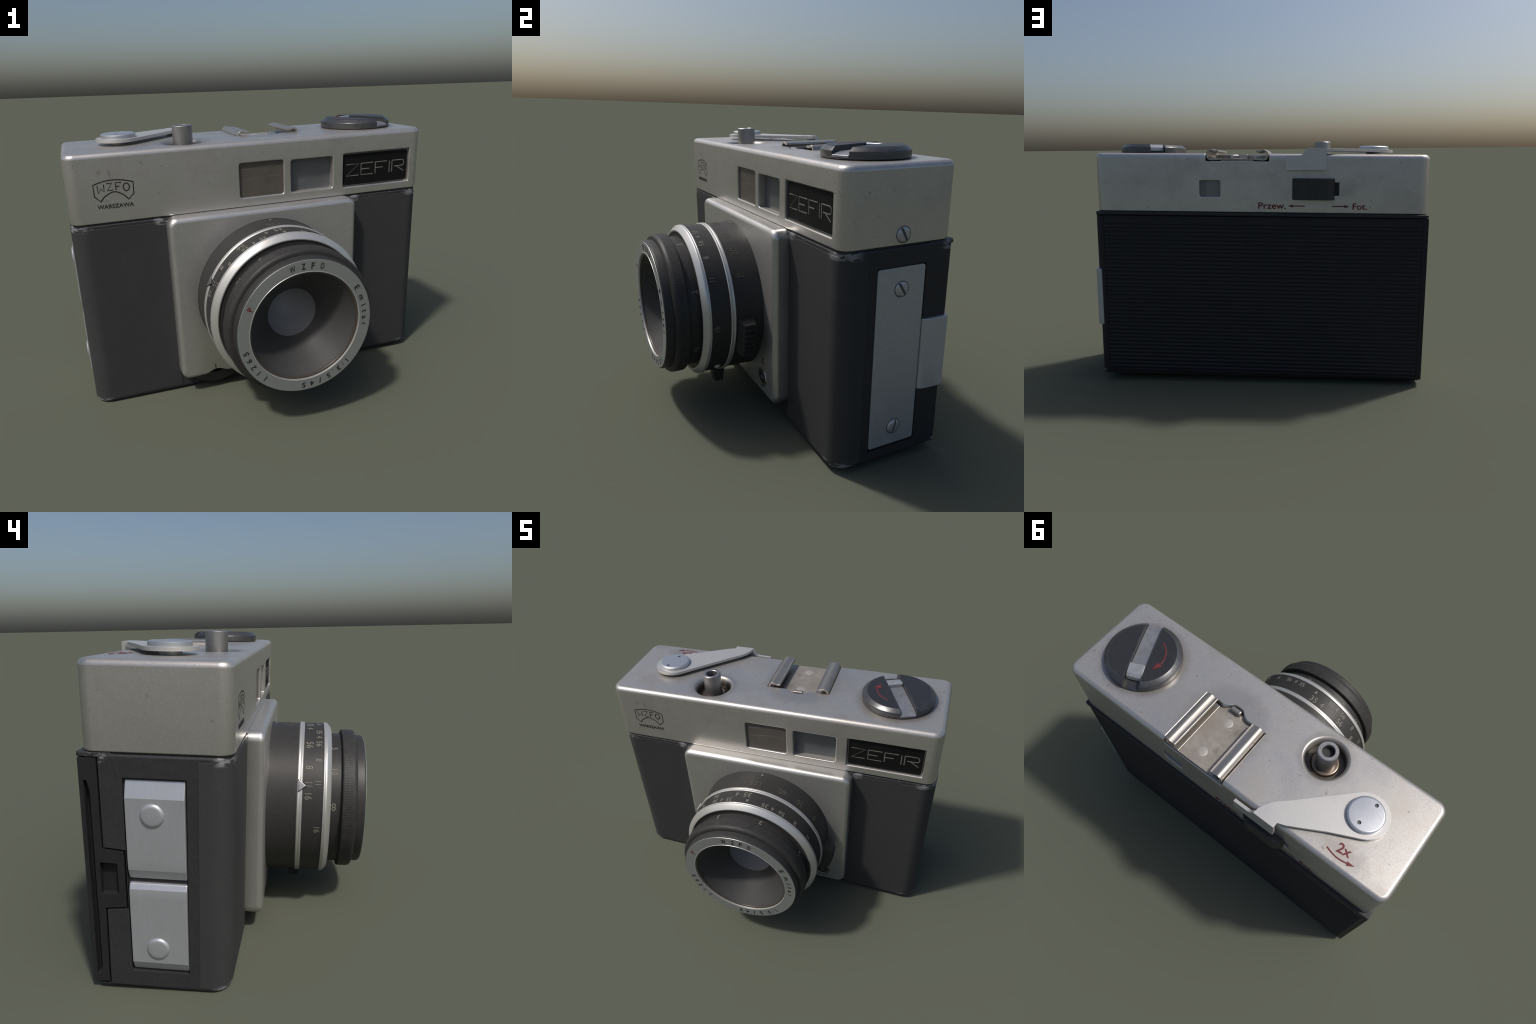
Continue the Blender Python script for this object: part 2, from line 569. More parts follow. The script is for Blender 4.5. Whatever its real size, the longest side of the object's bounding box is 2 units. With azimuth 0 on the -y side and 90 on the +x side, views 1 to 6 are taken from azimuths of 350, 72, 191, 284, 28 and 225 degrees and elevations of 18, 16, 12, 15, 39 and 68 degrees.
FLAP = [(0.585, 0.990), (0.499, 0.990), (0.499, 0.621), (0.413, 0.613), (0.413, 0.372), (0.499, 0.364), (0.504, 0.014), (0.585, 0.014)]
chassis = slab(-HW, HW, -0.012, 0.548, (0.080, 0.080, 0.014, 0.014), 0.0, 0.9985, 0.018, 0.010)
chassis = boolean(chassis, [
    prism([(a - (0.008 if a < 0.55 else -0.05), b + (0.007 if b > 0.5 else -0.007)) for a, b in FLAP], "x", -1.1, -0.925),
    prism(rrect(0.159, 0.403, 0.080, 0.912, 0.006, 3), "x", -1.1, -0.956),
    prism(rrect(0.156, 0.414, 0.056, 0.918, 0.012, 3), "x", 0.958, 1.1),
])
body = link("body", finish(lean(chassis), 0.003, 2, 55, 50), "body", root)
link("body_flange", finish(skew(slab(-0.968, 0.968, 0.44, 0.576, (0.01, 0.01, 0.012, 0.012), 0.985, 1.004, 0.005, 0.005, 4, 3)), 0, sharp=50), "body", body)


def wrap(side):
    """leatherette glued round a front corner: a strip following the plan of the body"""
    r, off, inn = 0.080, 0.0018, 0.012
    path = []
    for i in range(13):
        t = math.radians(90 * i / 12)
        path.append((HW - r + r * math.sin(t), -0.012 + r - r * math.cos(t), math.sin(t), -math.cos(t)))
    path = [(0.508, -0.012, 0, -1)] + path + [(HW, 0.116, 1, 0)]
    outer = [(x + nx * off, y + ny * off) for x, y, nx, ny in path]
    inner = [(x - nx * inn, y - ny * inn) for x, y, nx, ny in path]
    poly = [(side * a, b) for a, b in outer + inner[::-1]]
    return finish(lean(prism(poly, "z", 0.020, 0.980)), 0.0025, 2, 50)


for s in (-1, 1):
    link("leatherette_panel", wrap(s), "leather", body)

# ---- hinged back door with its ribbed panel
door = link("film_door", finish(skew(slab(-0.938, 0.952, 0.50, 0.570, (0.004, 0.004, 0.010, 0.010), 0.016, 0.983, 0.010, 0.010, 4, 4)), 0, sharp=50), "door", root)


def ribs():
    """field of fine horizontal ribs, 37 of them"""
    n, z0, z1 = 37, 0.040, 0.930
    pitch = (z1 - z0) / n
    prof = [(0.566, z0 - 0.004), (0.5745, z0)]
    for i in range(n):
        b = z0 + i * pitch
        prof += [(0.5725, b + 0.06 * pitch), (0.5765, b + 0.22 * pitch), (0.5780, b + 0.45 * pitch),
                 (0.5770, b + 0.68 * pitch), (0.5725, b + 0.88 * pitch), (0.5715, b + 0.97 * pitch)]
    prof += [(0.5745, z1), (0.566, z1 + 0.004)]
    return finish(skew(transform(prism(prof, "x", -0.936, 0.922), lambda c: c - Vector((0, 0.003, 0)))), 0, sharp=60)


link("ribbed_panel", ribs(), "door", door)
for nm, x0, x1, z0, z1 in (("door_rim", -0.955, -0.938, 0.028, 0.970), ("door_rim", 0.924, 0.943, 0.028, 0.970),
                           ("door_rim", -0.938, 0.920, 0.932, 0.970), ("door_rim", -0.938, 0.920, 0.028, 0.038)):
    link(nm, finish(skew(box(x0, x1, 0.562, 0.5735, z0, z1)), 0.003, 2), "door", door)

# door flap with its interlocking tongue on the left flank
flap = prism([(min(a, 0.5705), min(max(b, 0.020), 0.982)) for a, b in FLAP], "x", -0.969, -0.920)
flap = boolean(flap, [prism([(0.553, 0.895), (0.541, 0.895), (0.530, 0.85), (0.530, 0.10), (0.536, 0.055), (0.553, 0.055)], "x", -0.99, -0.940),
                      prism([(0.512, 0.562), (0.441, 0.560), (0.441, 0.428), (0.512, 0.425)], "x", -0.99, -0.940)])
link("door_flap", finish(flap, 0.0045, 3, 40), "door", door)

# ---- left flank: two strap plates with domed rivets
for z_edge, z_fold, z_flat, z_in, ry, rz in ((0.903, 0.836, 0.585, 0.499, 0.291, 0.771), (0.091, 0.134, 0.42, 0.482, 0.287, 0.202)):
    dz = 1 if z_edge > z_in else -1
    roll = [(-0.982, z_flat), (-0.9815, z_flat - 0.022), (-0.980, z_flat - 0.042), (-0.973, z_flat - 0.060), (-0.968, z_in + 0.010), (-0.960, z_in)] if dz > 0 else \
           [(-0.982, z_flat), (-0.9815, z_flat + 0.022), (-0.979, z_flat + 0.040), (-0.972, z_in - 0.008), (-0.968, z_in)]
    outer = [(-0.962, z_edge), (-0.982, z_fold)] + roll
    poly = outer + [(-0.940, z_in), (-0.940, z_edge)]
    prof = prism([(a, b) for a, b in poly], "y", 0.166, 0.396)
    pl = link("strap_plate", finish(prof, 0.004, 2, 50, 11), "plate", root)
    dome = revolve([(0.0, 0.0105), (0.032, 0.0102), (0.039, 0.0090), (0.0435, 0.0060), (0.0460, 0.002), (0.0465, -0.003), (0.0, -0.003)], 40, False, None, "z")
    transform(dome, lambda c: Vector((-0.982 - c.z, ry + c.x, rz + c.y)))
    link("rivet", finish(dome, 0), "plate", pl)


# ---- right flank: screwed side plate, slotted screws, door catch
def screw(parent, y, z, x, turn):
    head = revolve([(0.0, 0.009), (0.022, 0.0085), (0.030, 0.006), (0.034, 0.001), (0.034, -0.006), (0.0, -0.006)], 36, False, None, "z")
    slotc = box(-0.05, 0.05, -0.0055, 0.0055, 0.003, 0.02)
    head = boolean(head, [slotc])
    ca, sa = math.cos(turn), math.sin(turn)

    def f(c):
        a, b = c.x * ca - c.y * sa, c.x * sa + c.y * ca
        return Vector((x + c.z, y + a, z + b))
    sc = link("screw", finish(transform(head, f), 0), "screw", parent)
    fl = transform(box(-0.0325, 0.0325, -0.0052, 0.0052, 0.0010, 0.0036), f)
    link("screw_slot", fl, "hole", sc)
    rim = transform(revolve([(0.0335, 0.0004), (0.037, 0.0004), (0.037, -0.003), (0.0335, -0.003)], 36, True, None, "z"), f)
    link("screw_shadow_gap", rim, "slot", sc)


sp = link("cover_plate", finish(prism(rrect(0.162, 0.409, 0.062, 0.912, 0.012, 4), "x", 0.950, 0.972), 0.003, 2), "sideplate", root)
screw(sp, 0.288, 0.814, 0.972, math.radians(122))
screw(sp, 0.293, 0.152, 0.972, math.radians(75))
catch = prism([(0.950, 0.412), (0.972, 0.412), (0.979, 0.418), (0.985, 0.430), (0.987, 0.450), (0.989, 0.475), (0.990, 0.510), (0.988, 0.542), (0.981, 0.552), (0.950, 0.553)], "z", 0.313, 0.657)
link("door_catch", finish(catch, 0.004, 3, 45, 50), "plate", root)

# ---- top cover: rounded box with its openings cut out
cover = slab(-0.967, 0.967, -0.013, DEP, (0.056, 0.056, 0.052, 0.052), 1.005, TOP, 0.0, 0.026, 10, 8)
transform(cover, lambda c: Vector((c.x, c.y - (0.005 * c.x if c.y > 0.3 else 0.0), c.z)))
bmc = bmesh.new()
bmc.from_mesh(cover)
for xcut in (-0.35, 0.0, 0.29, 0.68):       # clean face cuts through the middle of each opening
    bmesh.ops.bisect_plane(bmc, geom=bmc.verts[:] + bmc.edges[:] + bmc.faces[:], plane_co=(xcut, 0, 0), plane_no=(1, 0, 0))
bmc.to_mesh(cover)
bmc.free()
notch = []
for c in curve_pts([(0.312, 0.224), (0.24, 0.222), (0.205, 0.226), (0.175, 0.207), (0.162, 0.194), (0.135, 0.190), (0.106, 0.194), (0.09, 0.208), (0.06, 0.224), (0.02, 0.224), (-0.055, 0.224)], 4):
    notch.append(c[:2])
notch += [(-0.055, 0.62), (0.312, 0.62)]
wellx, welly = -0.367, 0.147
wellcut = [(0.0, 1.50), (0.150, 1.50), (0.150, TOP + 0.0006)] + \
          [(0.100 + 0.024 * (1 - math.cos(math.radians(a))), TOP - 0.024 + 0.024 * math.sin(math.radians(a)) + 0.0006) for a in (84, 65, 45, 25, 10, 0)] + \
          [(0.100, 1.275), (0.0, 1.275)]
cover = boolean(cover, [
    prism(rrect(-0.119, 0.126, 1.052, 1.233, 0.012, 3), "y", -0.1, 0.040),
    prism(rrect(0.166, 0.412, 1.053, 1.227, 0.012, 3), "y", -0.1, 0.180),
    prism(rrect(0.474, 0.890, 1.048, 1.233, 0.006, 2), "y", -0.1, 0.008),
    prism(rrect(0.229, 0.349, 1.096, 1.187, 0.008, 3), "y", 0.523, 0.7),
    prism([(-0.455, 1.108), (-0.20, 1.108), (-0.20, 1.181), (-0.455, 1.181)], "y", 0.538, 0.7),
    prism(notch, "z", 1.299, 1.6),
    revolve(wellcut, 72, False, None, "z", (wellx, welly)),
])
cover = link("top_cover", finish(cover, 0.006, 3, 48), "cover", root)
# the dark parting line under it
link("parting_line", finish(slab(-0.960, 0.960, -0.005, 0.54, (0.05, 0.05, 0.05, 0.05), 0.99, 1.012, 0, 0), 0), "slot", cover)
screw(cover, 0.283, 1.050, 0.967, math.radians(118))

# viewfinder windows and eyepiece
w1 = link("viewfinder_window", finish(prism(rrect(-0.121, 0.128, 1.050, 1.235, 0.012, 3), "y", -0.001, 0.039), 0.002, 2), "window_warm", cover)
for dz in (0.0, 0.055):
    arc = [(-0.10 + 0.21 * t / 10, -0.001, 1.125 + dz + 0.028 * math.sin(math.pi * (0.15 + 0.055 * t))) for t in range(11)]
    link("painted_reflection_arc", tube([arc], 0.0009, (1, -0.001, 0.3)), "reflection_paint", w1)
w2 = link("viewfinder_window", finish(prism(rrect(0.164, 0.414, 1.051, 1.229, 0.012, 3), "y", 0.150, 0.179), 0.002, 2), "window_cool", cover)
tun = boolean(prism(rrect(0.1655, 0.4125, 1.0525, 1.2275, 0.012, 3), "y", 0.031, 0.152), [prism(rrect(0.169, 0.409, 1.056, 1.224, 0.012, 3), "y", -0.1, 0.4)])
link("window_pane", finish(prism(rrect(0.1645, 0.4135, 1.0515, 1.2285, 0.012, 3), "y", 0.026, 0.030), 0), "pane", w2)
link("window_tunnel", finish(tun, 0), "window_inner", w2)
bulge = [(0.0, 0.128)] + [(0.085 * k / 8, 0.128 + 0.024 * (k / 8) ** 2) for k in range(1, 9)] + [(0.0, 0.153)]
bulge = transform(revolve(bulge, 48, False), lambda c: Vector((0.325 + (c.x) * 0.95, c.y, 1.145 + (c.z - LZ) * 0.85)))
link("window_lens", finish(bulge, 0), "window_lens", w2)
w3 = link("eyepiece", finish(prism(rrect(0.227, 0.351, 1.094, 1.189, 0.008, 3), "y", 0.522, 0.540), 0.002, 2), "window_back", cover)
link("eyepiece_edge", finish(box(0.312, 0.351, 0.536, 0.5415, 1.096, 1.187), 0.001, 1), "eyepiece_edge", w3)

# nameplate with stroked lettering
npl = link("nameplate", finish(prism(rrect(0.482, 0.882, 1.056, 1.225, 0.006, 2), "y", -0.002, 0.007), 0.0015, 2), "nameplate", cover)
zb, zt = 1.107, 1.170
zm = (zb + zt) / 2
NY = -0.002
strokes = [
    [(0.499, zt), (0.576, zt), (0.499, zb), (0.574, zb)],
    [(0.666, zt), (0.590, zt), (0.590, zb), (0.664, zb)], [(0.590, zm), (0.642, zm)],
    [(0.754, zt), (0.680, zt), (0.680, zb)], [(0.680, zm), (0.728, zm)],
    [(0.770, zt), (0.770, zb)],
    [(0.787, zb), (0.787, zt)] ,
    [(0.787, zt), (0.852, zt), (0.862, zt - 0.006), (0.864, zt - 0.018), (0.860, zm + 0.001), (0.848, zm - 0.002), (0.800, zm - 0.002)],
    [(0.815, zm - 0.002), (0.862, zb)],
]
link("brand_lettering", tube([[(a, NY, b) for a, b in s] for s in strokes], 0.0032, (1, NY, 0.25)), "namegold", npl)

# maker's badge on the left of the front
FY = -0.013
out = [c[:2] for c in curve_pts([(-0.842, 1.195, 0), (-0.795, 1.208, 0), (-0.748, 1.212, 0), (-0.700, 1.207, 0), (-0.655, 1.195, 0)], 5)]
arch = [c[:2] for c in curve_pts([(-0.684, 1.112, 0), (-0.704, 1.135, 0), (-0.746, 1.155, 0), (-0.790, 1.138, 0), (-0.815, 1.112, 0)], 5)]
outline = out + [(-0.657, 1.138)] + arch + [(-0.841, 1.139)]
outline = outline + [outline[0]]
oval = [(-0.689 + 0.0145 * math.sin(math.radians(a)), 1.173 + 0.0185 * math.cos(math.radians(a))) for a in range(0, 361, 24)]
oval[-1] = oval[0]
badge = [outline,
         [(-0.823, 1.189), (-0.822, 1.153), (-0.807, 1.174), (-0.794, 1.159), (-0.793, 1.194)],
         [(-0.780, 1.196), (-0.754, 1.198), (-0.778, 1.162), (-0.752, 1.164)],
         [(-0.738, 1.163), (-0.738, 1.198), (-0.711, 1.196)], [(-0.738, 1.180), (-0.721, 1.179)],
         oval]
link("badge", tube([[(a, FY, b) for a, b in s] for s in badge], 0.0031, (1, FY, 0.25)), "ink", cover)
put_text("badge_lettering", "WARSZAWA", "ink", cover, (-0.748, FY - 0.0006, 1.0865), (1, 0, 0), (0, 0, 1), 0.0205, 0.172)

# red marks on the back
put_text("red_lettering", "Przew.", "red", cover, (-0.073, back_y(-0.073) + 0.0008, 1.047), (-1, 0, 0), (0, 0, 1), 0.037, 0.160)
put_text("red_lettering", "Fot.", "red", cover, (-0.577, back_y(-0.577) + 0.0008, 1.047), (-1, 0, 0), (0, 0, 1), 0.036, 0.083)
for x0, x1 in ((-0.262, -0.165), (-0.418, -0.518)):
    d = 1 if x1 > x0 else -1
    arr = [(x0, 1.0435), (x1 - d * 0.028, 1.0435), (x1 - d * 0.030, 1.037), (x1, 1.0465), (x1 - d * 0.030, 1.056), (x1 - d * 0.028, 1.0495), (x0, 1.0495)]
    link("red_arrow", prism(arr, "y", back_y(x0) - 0.001, back_y(x0) + 0.0012), "red", cover)

# film / photo selector slider on the back
sl = prism([(-0.189, 0.550), (-0.432, 0.550), (-0.432, 0.563), (-0.425, 0.578), (-0.390, 0.597), (-0.235, 0.597), (-0.198, 0.578), (-0.189, 0.563)], "z", 1.083, 1.205)
link("selector_slider", finish(sl, 0.004, 2, 20, 14), "plastic", root)
link("selector_slot", finish(box(-0.453, -0.202, 0.536, 0.5405, 1.110, 1.179), 0), "slot", cover)

# ---- shutter button in its well
btn = revolve([(0.031, 1.40), (0.031, 1.4255), (0.034, 1.428), (0.048, 1.428), (0.051, 1.425), (0.051, 1.278), (0.0, 1.278), (0.0, 1.36), (0.031, 1.36)],
              56, False, None, "z", (wellx, welly))
sb = link("shutter_button", finish(btn, 0), "button", root)
link("button_bore", revolve([(0.0, 1.395), (0.0305, 1.395), (0.0305, 1.36), (0.0, 1.36)], 40, False, None, "z", (wellx, welly)), "slot", sb)
link("well_collar", finish(revolve([(0.051, 1.296), (0.064, 1.297), (0.071, 1.293), (0.074, 1.286), (0.074, 1.276), (0.051, 1.276)], 56, True, None, "z", (wellx, welly)), 0), "collar", sb)
link("well_floor", finish(revolve([(0.0, 1.284), (0.0985, 1.284), (0.0985, 1.310), (0.0995, 1.310), (0.0995, 1.276), (0.0, 1.276)], 56, False, None, "z", (wellx, welly)), 0), "well", sb)

# ---- film advance lever
LC = (-0.678, 0.279)
lev = []
for i in range(17):
    t = math.radians(-52 - 196 * i / 16)
    lev.append((LC[0] + 0.113 * math.cos(t), LC[1] + 0.113 * math.sin(t)))
lev += [(-0.583, 0.450), (-0.420, 0.541), (-0.381, 0.556), (-0.381, 0.5835), (-0.268, 0.5835), (-0.272, 0.552), (-0.284, 0.523), (-0.312, 0.484), (-0.381, 0.418)]
plate_y = prism([(-0.151, 1.250), (-0.376, 1.252), (-0.381, 1.262), (-0.381, 1.3750), (-0.272, 1.3750), (-0.261, 1.3670), (-0.252, 1.3480), (-0.244, 1.337), (-0.232, 1.333), (-0.151, 1.331)],
                "y", 0.568, 0.584)
lever = boolean(prism(lev, "z", 1.3595, 1.3750), [plate_y], "UNION")
lever = link("advance_lever", finish(lever, 0.0045, 3, 40), "lever", root)
cap = [(0.0, 1.3970), (0.078, 1.3970), (0.085, 1.3950), (0.089, 1.3910), (0.090, 1.3660), (0.0, 1.3660)]
capm = revolve(cap, 72, False, None, "z", (-0.676, 0.282))
holes = [(-0.690, 0.220), (-0.671, 0.335)]
capm = boolean(capm, [revolve([(0.0, 1.42), (0.0095, 1.42), (0.0095, 1.3860), (0.0, 1.3860)], 20, False, None, "z", h) for h in holes])
capo = link("lever_cap", finish(capm, 0), "cap", lever)
for h in holes:
    link("cap_hole", revolve([(0.0, 1.3900), (0.0093, 1.3900), (0.0093, 1.3850), (0.0, 1.3850)], 20, False, None, "z", h), "hole", capo)
link("lever_post", finish(revolve([(0.0, 1.3630), (0.046, 1.3630), (0.046, 1.330), (0.0, 1.330)], 48, False, None, "z", (-0.675, 0.28)), 0), "button", lever)
# winding mark
put_text("red_lettering", "2x", "red", cover, (-0.690, 0.462, TOP + 0.0006), (-1, -0.12, 0), (0.12, -1, 0), 0.048, 0.068)
arc = [c[:2] for c in curve_pts([(-0.618, 0.497, 0), (-0.650, 0.507, 0), (-0.690, 0.511, 0), (-0.735, 0.505, 0)], 6)]
wm = tube([[(a, b, TOP) for a, b in arc]], 0.0036, (2, TOP, 0.3))
link("red_arrow", wm, "red", cover)
link("red_arrow", prism([(-0.728, 0.496), (-0.768, 0.497), (-0.734, 0.516)], "z", TOP - 0.001, TOP + 0.0012), "red", cover)

# ---- accessory shoe
shoe = link("accessory_shoe", finish(prism([(0.036, 0.205), (0.224, 0.205), (0.224, 0.547), (0.036, 0.547)], "z", 1.2985, 1.3135), 0.002, 2), "shoe_plate", root)
rail_c = [c[:2] for c in curve_pts([(0.0945, 1.3095, 0), (0.120, 1.3095, 0), (0.152, 1.3085, 0), (0.169, 1.3160, 0), (0.175, 1.3360, 0), (0.168, 1.3550, 0),
                                   (0.152, 1.3625, 0), (0.136, 1.3580, 0), (0.122, 1.3550, 0), (0.108, 1.3570, 0)], 4)]
for s in (-1, 1):
    rm = swept([(0.130 + s * a, b) for a, b in rail_c], 0.0110, "y", 0.2255, 0.546)
    link("shoe_rail", finish(rm, 0.002, 2, 50, 50), "polished", shoe)
link("shoe_stop", finish(box(0.106, 0.164, 0.200, 0.222, 1.3010, 1.3460), 0.006, 3), "polished", shoe)
for y in (0.282, 0.476):
    link("spot_weld", finish(revolve([(0.0, 1.3155), (0.020, 1.3153), (0.026, 1.3135), (0.026, 1.3110), (0.0, 1.3110)], 32, False, None, "z", (0.131, y)), 0), "rivet_shoe", shoe)

# ---- rewind dial with its folding crank bar
DC = (0.691, 0.270)
ux, uy = -0.394, 0.919            # direction of the slot, front to back


def dial_pt(t, w, z):
    return Vector((DC[0] + ux * t - uy * w, DC[1] + uy * t + ux * w, z))


disc = revolve([(0.0, 1.3440), (0.193, 1.3440), (0.1975, 1.3480), (0.1975, 1.3760), (0.195, 1.3800), (0.176, 1.3945), (0.172, 1.3960), (0.0, 1.3960)], 120, False, None, "z", DC)
slot = transform(box(-0.3, 0.3, -0.043, 0.043, 1.353, 1.5), lambda c: dial_pt(c.x, c.y, c.z))
disc = boolean(disc, [slot])
dial = link("rewind_dial", finish(disc, 0.0015, 2, 35), "dial_rim", root)
# black enamel caps on the two half moons
for s in (-1, 1):
    pts = []
    r = 0.170
    a0 = math.degrees(math.asin(0.047 / r))
    for i in range(33):
        a = math.radians(a0 + (180 - 2 * a0) * i / 32)
        pts.append((r * math.cos(a), s * r * math.sin(a)))
    em = prism(pts, "z", 1.3920, 1.3972)
    transform(em, lambda c: dial_pt(c.x, c.y, c.z))
    link("dial_inlay", finish(em, 0), "dial_black", dial)
bar = prism([(-0.196, 1.352), (-0.196, 1.362), (-0.178, 1.369), (-0.150, 1.374), (0.066, 1.377), (0.066, 1.352)], "y", -0.042, 0.042)
transform(bar, lambda c: dial_pt(c.x, c.y, c.z))
crank = link("crank_bar", finish(bar, 0.002, 2, 20), "dial_bar", dial)
grip = prism([(0.067, 1.3540), (0.067, 1.3950), (0.078, 1.3990), (0.100, 1.3950), (0.125, 1.3900), (0.140, 1.3800), (0.146, 1.3580)], "y", -0.041, 0.041)
transform(grip, lambda c: dial_pt(c.x, c.y, c.z))
link("crank_grip", finish(grip, 0.003, 2, 20), "dial_grip", crank)
link("dial_foot", finish(revolve([(0.0, 1.3460), (0.180, 1.3460), (0.180, 1.3300), (0.0, 1.3300)], 80, False, None, "z", DC), 0), "slot", dial)  # near-black post, its colour drawing the shadow gap beneath the dial
arc = []
for i in range(13):
    a = math.radians(-112 - 66 * i / 12)
    arc.append((DC[0] + 0.116 * math.cos(a), DC[1] + 0.116 * math.sin(a), 1.3972))
link("red_arrow", tube([arc], 0.0038, (2, 1.3972, 0.3)), "red", dial)
link("red_arrow", prism([(0.556, 0.270), (0.592, 0.268), (0.586, 0.315)], "z", 1.3965, 1.3982), "red", dial)

# ---- lens mount plate
rings = []
rf = 0.027


def mount_ring(d, y):
    return [(a, y, b) for a, b in rrect(-0.516 + d, 0.518 - d, 0.093 + d, 1.004 - d, max(0.048 - d, 0.006), 8)]


rings = [mount_ring(0, 0.0), mount_ring(0, -0.064)]
for i in range(1, 8):
    t = math.pi / 2 * i / 7
    rings.append(mount_ring(rf * (1 - math.cos(t)), -0.064 - rf * math.sin(t)))
mount = loft(rings)
arch = [c[:2] for c in curve_pts([(-0.44, 0.05, 0), (-0.42, 0.100, 0), (-0.385, 0.107, 0), (-0.350, 0.124, 0), (-0.328, 0.130, 0), (-0.300, 0.126, 0), (-0.262, 0.110, 0), (-0.215, 0.100, 0), (-0.20, 0.05, 0)], 4)]
mount = boolean(mount, [prism(arch, "y", -0.2, -0.006)])
mount = link("lens_mount", finish(mount, 0.004, 2, 50), "mount", root)
link("mount_mark", tube([[(-0.330, -0.091, 0.160), (-0.329, -0.091, 0.131)]], 0.0028, (1, -0.091, 0.3)), "ink", mount)
# film-speed wheel peeping out under the plate
whl = []
for y, r in ((-0.012, 0.150), (-0.012, 0.162), (-0.018, 0.168), (-0.050, 0.168), (-0.062, 0.150), (-0.062, 0.100), (-0.012, 0.100)):
    whl.append((r, y))
wm = transform(revolve(whl, 72), lambda c: Vector((c.x - 0.315, c.y, c.z - LZ + 0.192)))
link("film_speed_wheel", finish(wm, 0.002, 1), "lens_black", mount)
# flash socket with its red X
sx, sz = 0.372, 0.192


def at_socket(c):
    return Vector((c.x + sx, c.y - 0.003, c.z - LZ + sz))


link("flash_socket", finish(transform(revolve([(0.052, -0.086), (0.050, -0.0905), (0.040, -0.0915), (0.036, -0.089), (0.036, -0.080), (0.052, -0.080)], 48), at_socket), 0), "mount", mount)
link("socket_ring", finish(transform(revolve([(0.036, -0.082), (0.036, -0.0905), (0.030, -0.093), (0.024, -0.0905), (0.022, -0.080)], 40), at_socket), 0), "lens_black", mount)
link("socket_pin", finish(transform(revolve([(0.0, -0.094), (0.009, -0.092), (0.014, -0.087), (0.014, -0.080), (0.0, -0.080)], 28, False), at_socket), 0), "hole", mount)
link("socket_floor", finish(transform(revolve([(0.0, -0.0885), (0.024, -0.0885), (0.024, -0.080), (0.0, -0.080)], 28, False), at_socket), 0), "slot", mount)
put_text("red_lettering", "X", "red", mount, (0.383, -0.0918, 0.290), (1, 0, 0), (0, 0, 1), 0.040, 0.028)

# ---- lens: stacked rings about one axis
lens = link("lens_barrel", finish(revolve([(0.300, -0.080), (0.402, -0.080), (0.402, -0.094), (0.399, -0.098), (0.399, -0.242), (0.300, -0.242)], 160), 0.0015, 2), "lens_black", root)


lens.location = (0.0015, 0.0, 0.0)


def ring(name, prof, mat, seg=160, bev=0.0, wob=None, sharp=38):
    return link(name, finish(revolve(prof, seg, True, wob), bev, 2, 40, sharp), mat, lens)


ring("chrome_band", [(0.38, -0.238), (0.401, -0.238), (0.4045, -0.2415), (0.4045, -0.249), (0.4030, -0.251), (0.4045, -0.253), (0.4045, -0.2605), (0.401, -0.264), (0.38, -0.264)], "ringchrome")
ring("aperture_ring", [(0.30, -0.258), (0.3995, -0.258), (0.3995, -0.366), (0.30, -0.366)], "lens_black")
ring("chrome_ring", [(0.34, -0.362), (0.402, -0.362), (0.4045, -0.3645), (0.4045, -0.368), (0.4030, -0.3695), (0.4045, -0.371), (0.4045, -0.378), (0.4025, -0.382),
                     (0.381, -0.4015), (0.376, -0.4030), (0.371, -0.4010), (0.369, -0.394), (0.34, -0.392)], "ringchrome", sharp=60)
ring("ring_recess", [(0.335, -0.388), (0.372, -0.388), (0.3705, -0.3975), (0.335, -0.3985)], "lens_black")
ring("distance_ring", [(0.30, -0.385), (0.346, -0.385), (0.346, -0.460), (0.30, -0.460)], "lens_black")


def teeth(k, i):
    return 0.00022 * (1 if (i // 2) % 2 else -1) if k in (4, 5) else 0.0


ring("focus_grip", [(0.30, -0.456), (0.362, -0.456), (0.3675, -0.459), (0.369, -0.463), (0.369, -0.4665), (0.369, -0.507), (0.369, -0.5085), (0.367, -0.519), (0.361, -0.527), (0.351, -0.531), (0.30, -0.531)],
     "knurl", 720, 0.0, teeth, 60)
ring("filter_ring", [(0.28, -0.525), (0.342, -0.525), (0.341, -0.560), (0.338, -0.569), (0.334, -0.5725), (0.331, -0.5725), (0.31, -0.5715), (0.28, -0.560)], "lens_black", sharp=30)
ring("face_ring", [(0.300, -0.565), (0.3345, -0.5715), (0.333, -0.5745), (0.2795, -0.5745), (0.2755, -0.5735), (0.2730, -0.568), (0.272, -0.560)], "faceplate", sharp=50)
ring("bright_lip", [(0.2790, -0.5740), (0.2770, -0.5757), (0.2738, -0.5745), (0.2725, -0.566), (0.278, -0.566)], "ringchrome", sharp=60)
ring("retaining_ring", [(0.2755, -0.566), (0.2715, -0.5675), (0.265, -0.5665), (0.261, -0.562), (0.262, -0.552), (0.2755, -0.552)], "well", sharp=60)
ring("lens_cone", [(0.266, -0.558), (0.259, -0.558), (0.128, -0.402), (0.1275, -0.398), (0.1275, -0.27), (0.266, -0.27)], "cone", sharp=50)
bowl = [(0.127 * math.cos(math.radians(a)), -0.400 + 0.17 * math.sin(math.radians(a))) for a in range(0, 90, 6)] + [(0.0, -0.230), (0.0, -0.210), (0.131, -0.210)]
link("lens_element", finish(revolve(bowl, 96, False), 0, sharp=70), "glass", lens)

